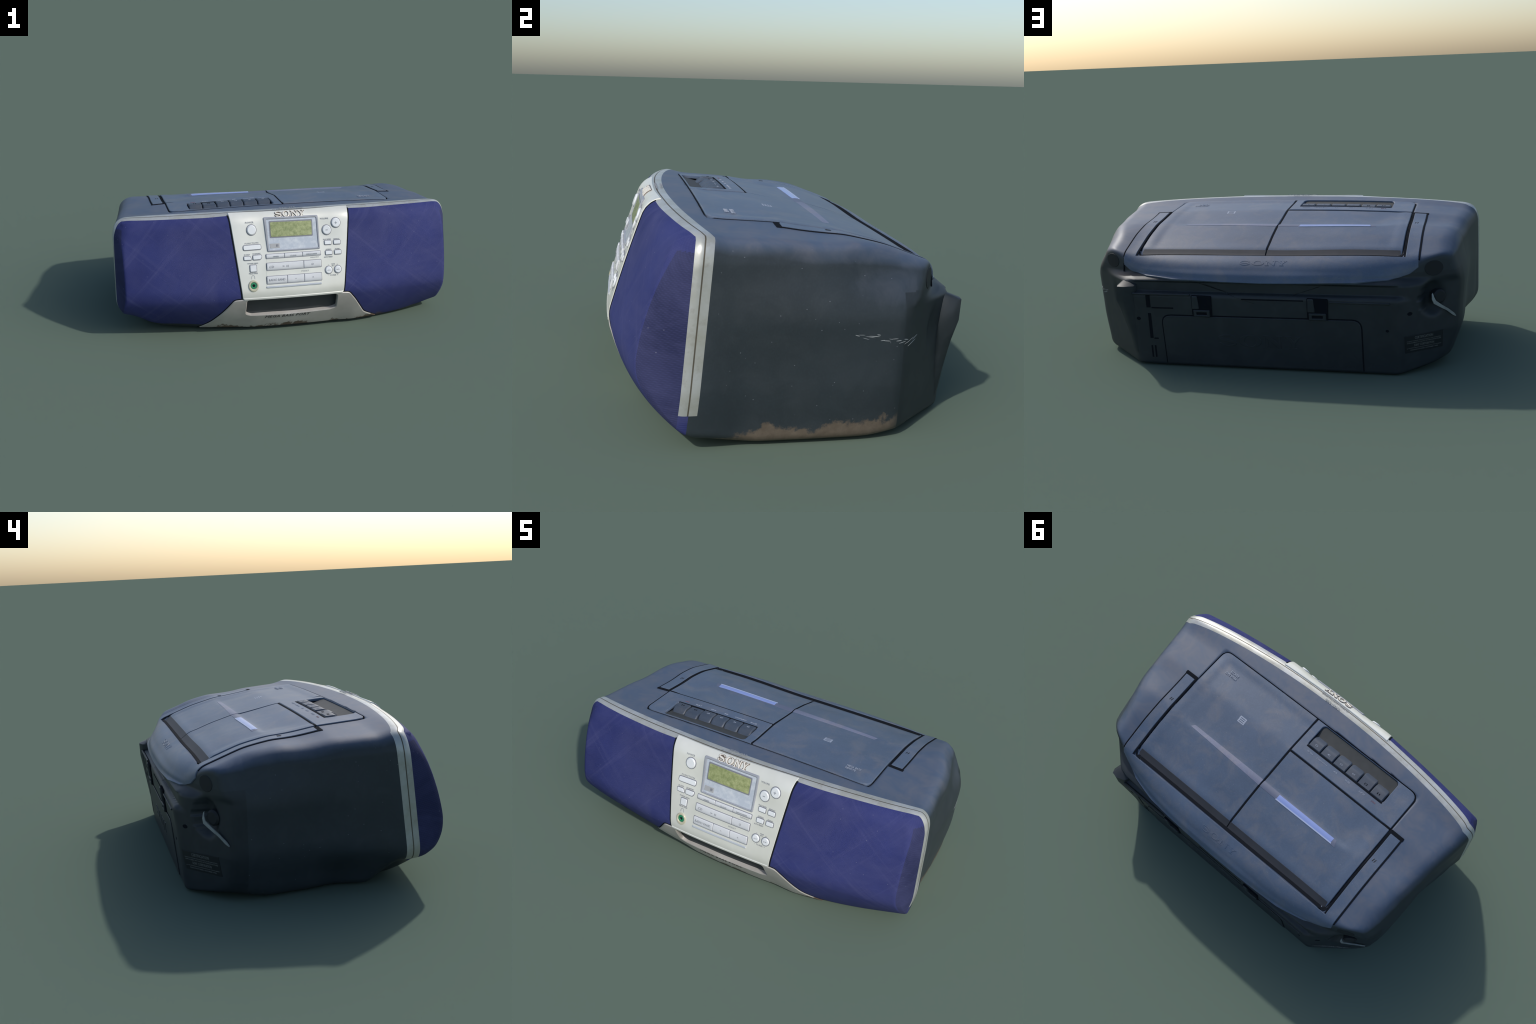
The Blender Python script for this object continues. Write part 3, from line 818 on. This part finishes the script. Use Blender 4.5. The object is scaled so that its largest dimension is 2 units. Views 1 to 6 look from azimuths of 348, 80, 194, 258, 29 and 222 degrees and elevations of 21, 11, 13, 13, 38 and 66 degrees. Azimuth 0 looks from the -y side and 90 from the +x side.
for L in ([(-.592, .308), (-.570, .308), (-.570, .372), (-.592, .372)], [(-.566, .304), (-.452, .304), (-.452, .311), (-.566, .311)],
          [(-.588, .145), (-.572, .145), (-.572, .278), (-.588, .278)], [(-.568, .141), (-.545, .141), (-.545, .148), (-.568, .148)],
          [(-.588, .043), (-.580, .043), (-.580, .106), (-.588, .106)], [(-.570, .043), (-.562, .043), (-.562, .106), (-.570, .106)]):
    patch('moulded_slot', roundpoly(L, .002), S_rear, M_black, root, .0012, .003, .0004, .02)
patch('rear_ledge', rrect(-.10, .205, .360, .366, .002), S_rear, M_black, root, .0015, .004, .0006, .02)
patch('rear_ledge', rrect(.330, .615, .356, .364, .002), S_rear, M_rear, root, .006, .008, .002, .02)
patch('rear_ledge', rrect(-.660, -.360, .374, .384, .002), S_rear, M_rear, root, .007, .008, .003, .02)
for u, z, r in ((.702, .304, .011), (-.640, .248, .011), (.600, .225, .008)):
    patch('screw_hole', ellipse(u, z, r, r*.8, 16), S_rear, M_black, root, .0012, .004, .0006, .01)
for u, z in ((.807, .506), (-.815, .512)):
    patch('rear_boss_recess', ellipse(u, z, .042, .036, 26), S_rear, M_socket, root, .0020, .008, .0015, .012)
# rating label on the chamfered corner
lab = patch('rating_label', [(.680, .110), (.845, .112), (.848, .200), (.678, .195)], S_rear, M_label, root, .0015, .004, .0004, .02)
for t, z, w, hh in (('CERTIFICATION', .184, .080, .013), ('PRODUCT COMPLIES WITH DHHS RULES 21 CFR SUBCHAPTER J', .168, .150, .0055), ('APPLICABLE AT DATE OF MANUFACTURE', .160, .150, .0055),
                    ('SONY CORPORATION', .146, .088, .012), ('6-7-35 KITASHINAGAWA SHINAGAWA-KU TOKYO JAPAN', .132, .150, .0055), ('MANUFACTURED: OCTOBER 1998', .123, .120, .0055)):
    lettering('label_line', t, S_rear, .762, z, w, hh, M_labelprint, lab, .0022, .0008)

# pivot in the left socket with the strip of bare metal that hangs from it
def loft(name, path, sect, mat, parent, smooth=40):
    path = [Vector(p) for p in path]; V = []; Fs = []; m = len(sect[0])
    for p, S in zip(path, sect):
        V += [p+Vector(s) for s in S]
    for i in range(len(path)-1):
        for j in range(m): Fs.append((i*m+j, i*m+(j+1) % m, (i+1)*m+(j+1) % m, (i+1)*m+j))
    Fs.append(tuple(range(m))[::-1]); Fs.append(tuple(range((len(path)-1)*m, len(path)*m)))
    o = mesh_obj(name, V, Fs, mat, parent)
    bm = bmesh.new(); bm.from_mesh(o.data); bmesh.ops.recalc_face_normals(bm, faces=bm.faces); bm.to_mesh(o.data); bm.free()
    for p in o.data.polygons: p.use_smooth = True
    o.data.set_sharp_from_angle(angle=math.radians(smooth)); return o
def box_sect(a, b, w, t): return [tuple(Vector(a)*w*i+Vector(b)*t*j) for i, j in ((-1, -1), (1, -1), (1, 1), (-1, 1))]
nrm = Vector((-.594, .804, 0)); tan = Vector((-.804, -.594, 0))
strip_path = [(-.800, .482, .385), (-.803, .486, .365), (-.812, .484, .345), (-.838, .462, .322), (-.868, .436, .298), (-.895, .412, .270), (-.905, .402, .258)]
strip_w = [.004, .008, .009, .007, .006, .006, .002]
loft('metal_strip', strip_path, [box_sect(tan*.62+Vector((0, 0, .78)), nrm, w, .0022) for w in strip_w], M_foil, root)

def disc(name, c, n, r, t, mat, parent, seg=24):
    n = Vector(n).normalized(); a = n.cross(Vector((0, 0, 1))).normalized(); b = n.cross(a)
    circ = lambda q: [tuple(a*q*math.cos(2*math.pi*i/seg)+b*q*math.sin(2*math.pi*i/seg)) for i in range(seg)]
    c = Vector(c)
    return loft(name, [c-n*t, c+n*t*.6, c+n*t], [circ(r), circ(r), circ(r*.75)], mat, parent, 30)
disc('handle_pivot', (-.826, .442, .365), nrm, .034, .018, M_socket, root)

# broken lug on the right rear corner: a wedge that stands out, flat on top
def lug():
    lv = [(.440, [(.650, .520), (.660, .530), (.690, .540), (.715, .535), (.722, .520), (.715, .500), (.680, .495)]),
          (.415, [(.640, .560), (.655, .590), (.700, .606), (.735, .600), (.745, .575), (.735, .530), (.690, .510)]),
          (.345, [(.640, .560), (.660, .592), (.705, .604), (.748, .590), (.757, .555), (.745, .520), (.690, .510)]),
          (.270, [(.640, .555), (.655, .580), (.690, .592), (.728, .575), (.740, .540), (.735, .510), (.690, .500)]),
          (.150, [(.630, .550), (.645, .566), (.672, .574), (.700, .558), (.715, .530), (.715, .500), (.680, .490)]),
          (.020, [(.620, .540), (.635, .552), (.658, .556), (.680, .540), (.690, .515), (.690, .490), (.660, .480)])]
    path = [(0, 0, z) for z, _ in lv]
    return loft('handle_lug', path, [[(x, y, 0) for x, y in L] for _, L in lv], M_rear, root, 50)
lug()

# scuffs on the right-hand wall
for i in range(16):
    t = i/15.0
    y = .165+.215*t; z = .372-.045*t+random.uniform(-.010, .010)
    l = random.uniform(.006, .020)*(1.3 if t > .8 else 1); w = random.uniform(.0006, .0016)
    a = random.uniform(-.35, .2)+(.35 if t > .85 else 0)
    ca, sa = math.cos(a), math.sin(a)
    q = [(-l, 0), (-l*.3, -w), (l*.6, -w*.8), (l, 0), (l*.4, w), (-l*.5, w*.7)]
    patch('scuff_mark', [(y+u*ca-v*sa, z+u*sa+v*ca) for u, v in q], S_side, M_scuff, H['body'], .0006, .002, .0001, .02)
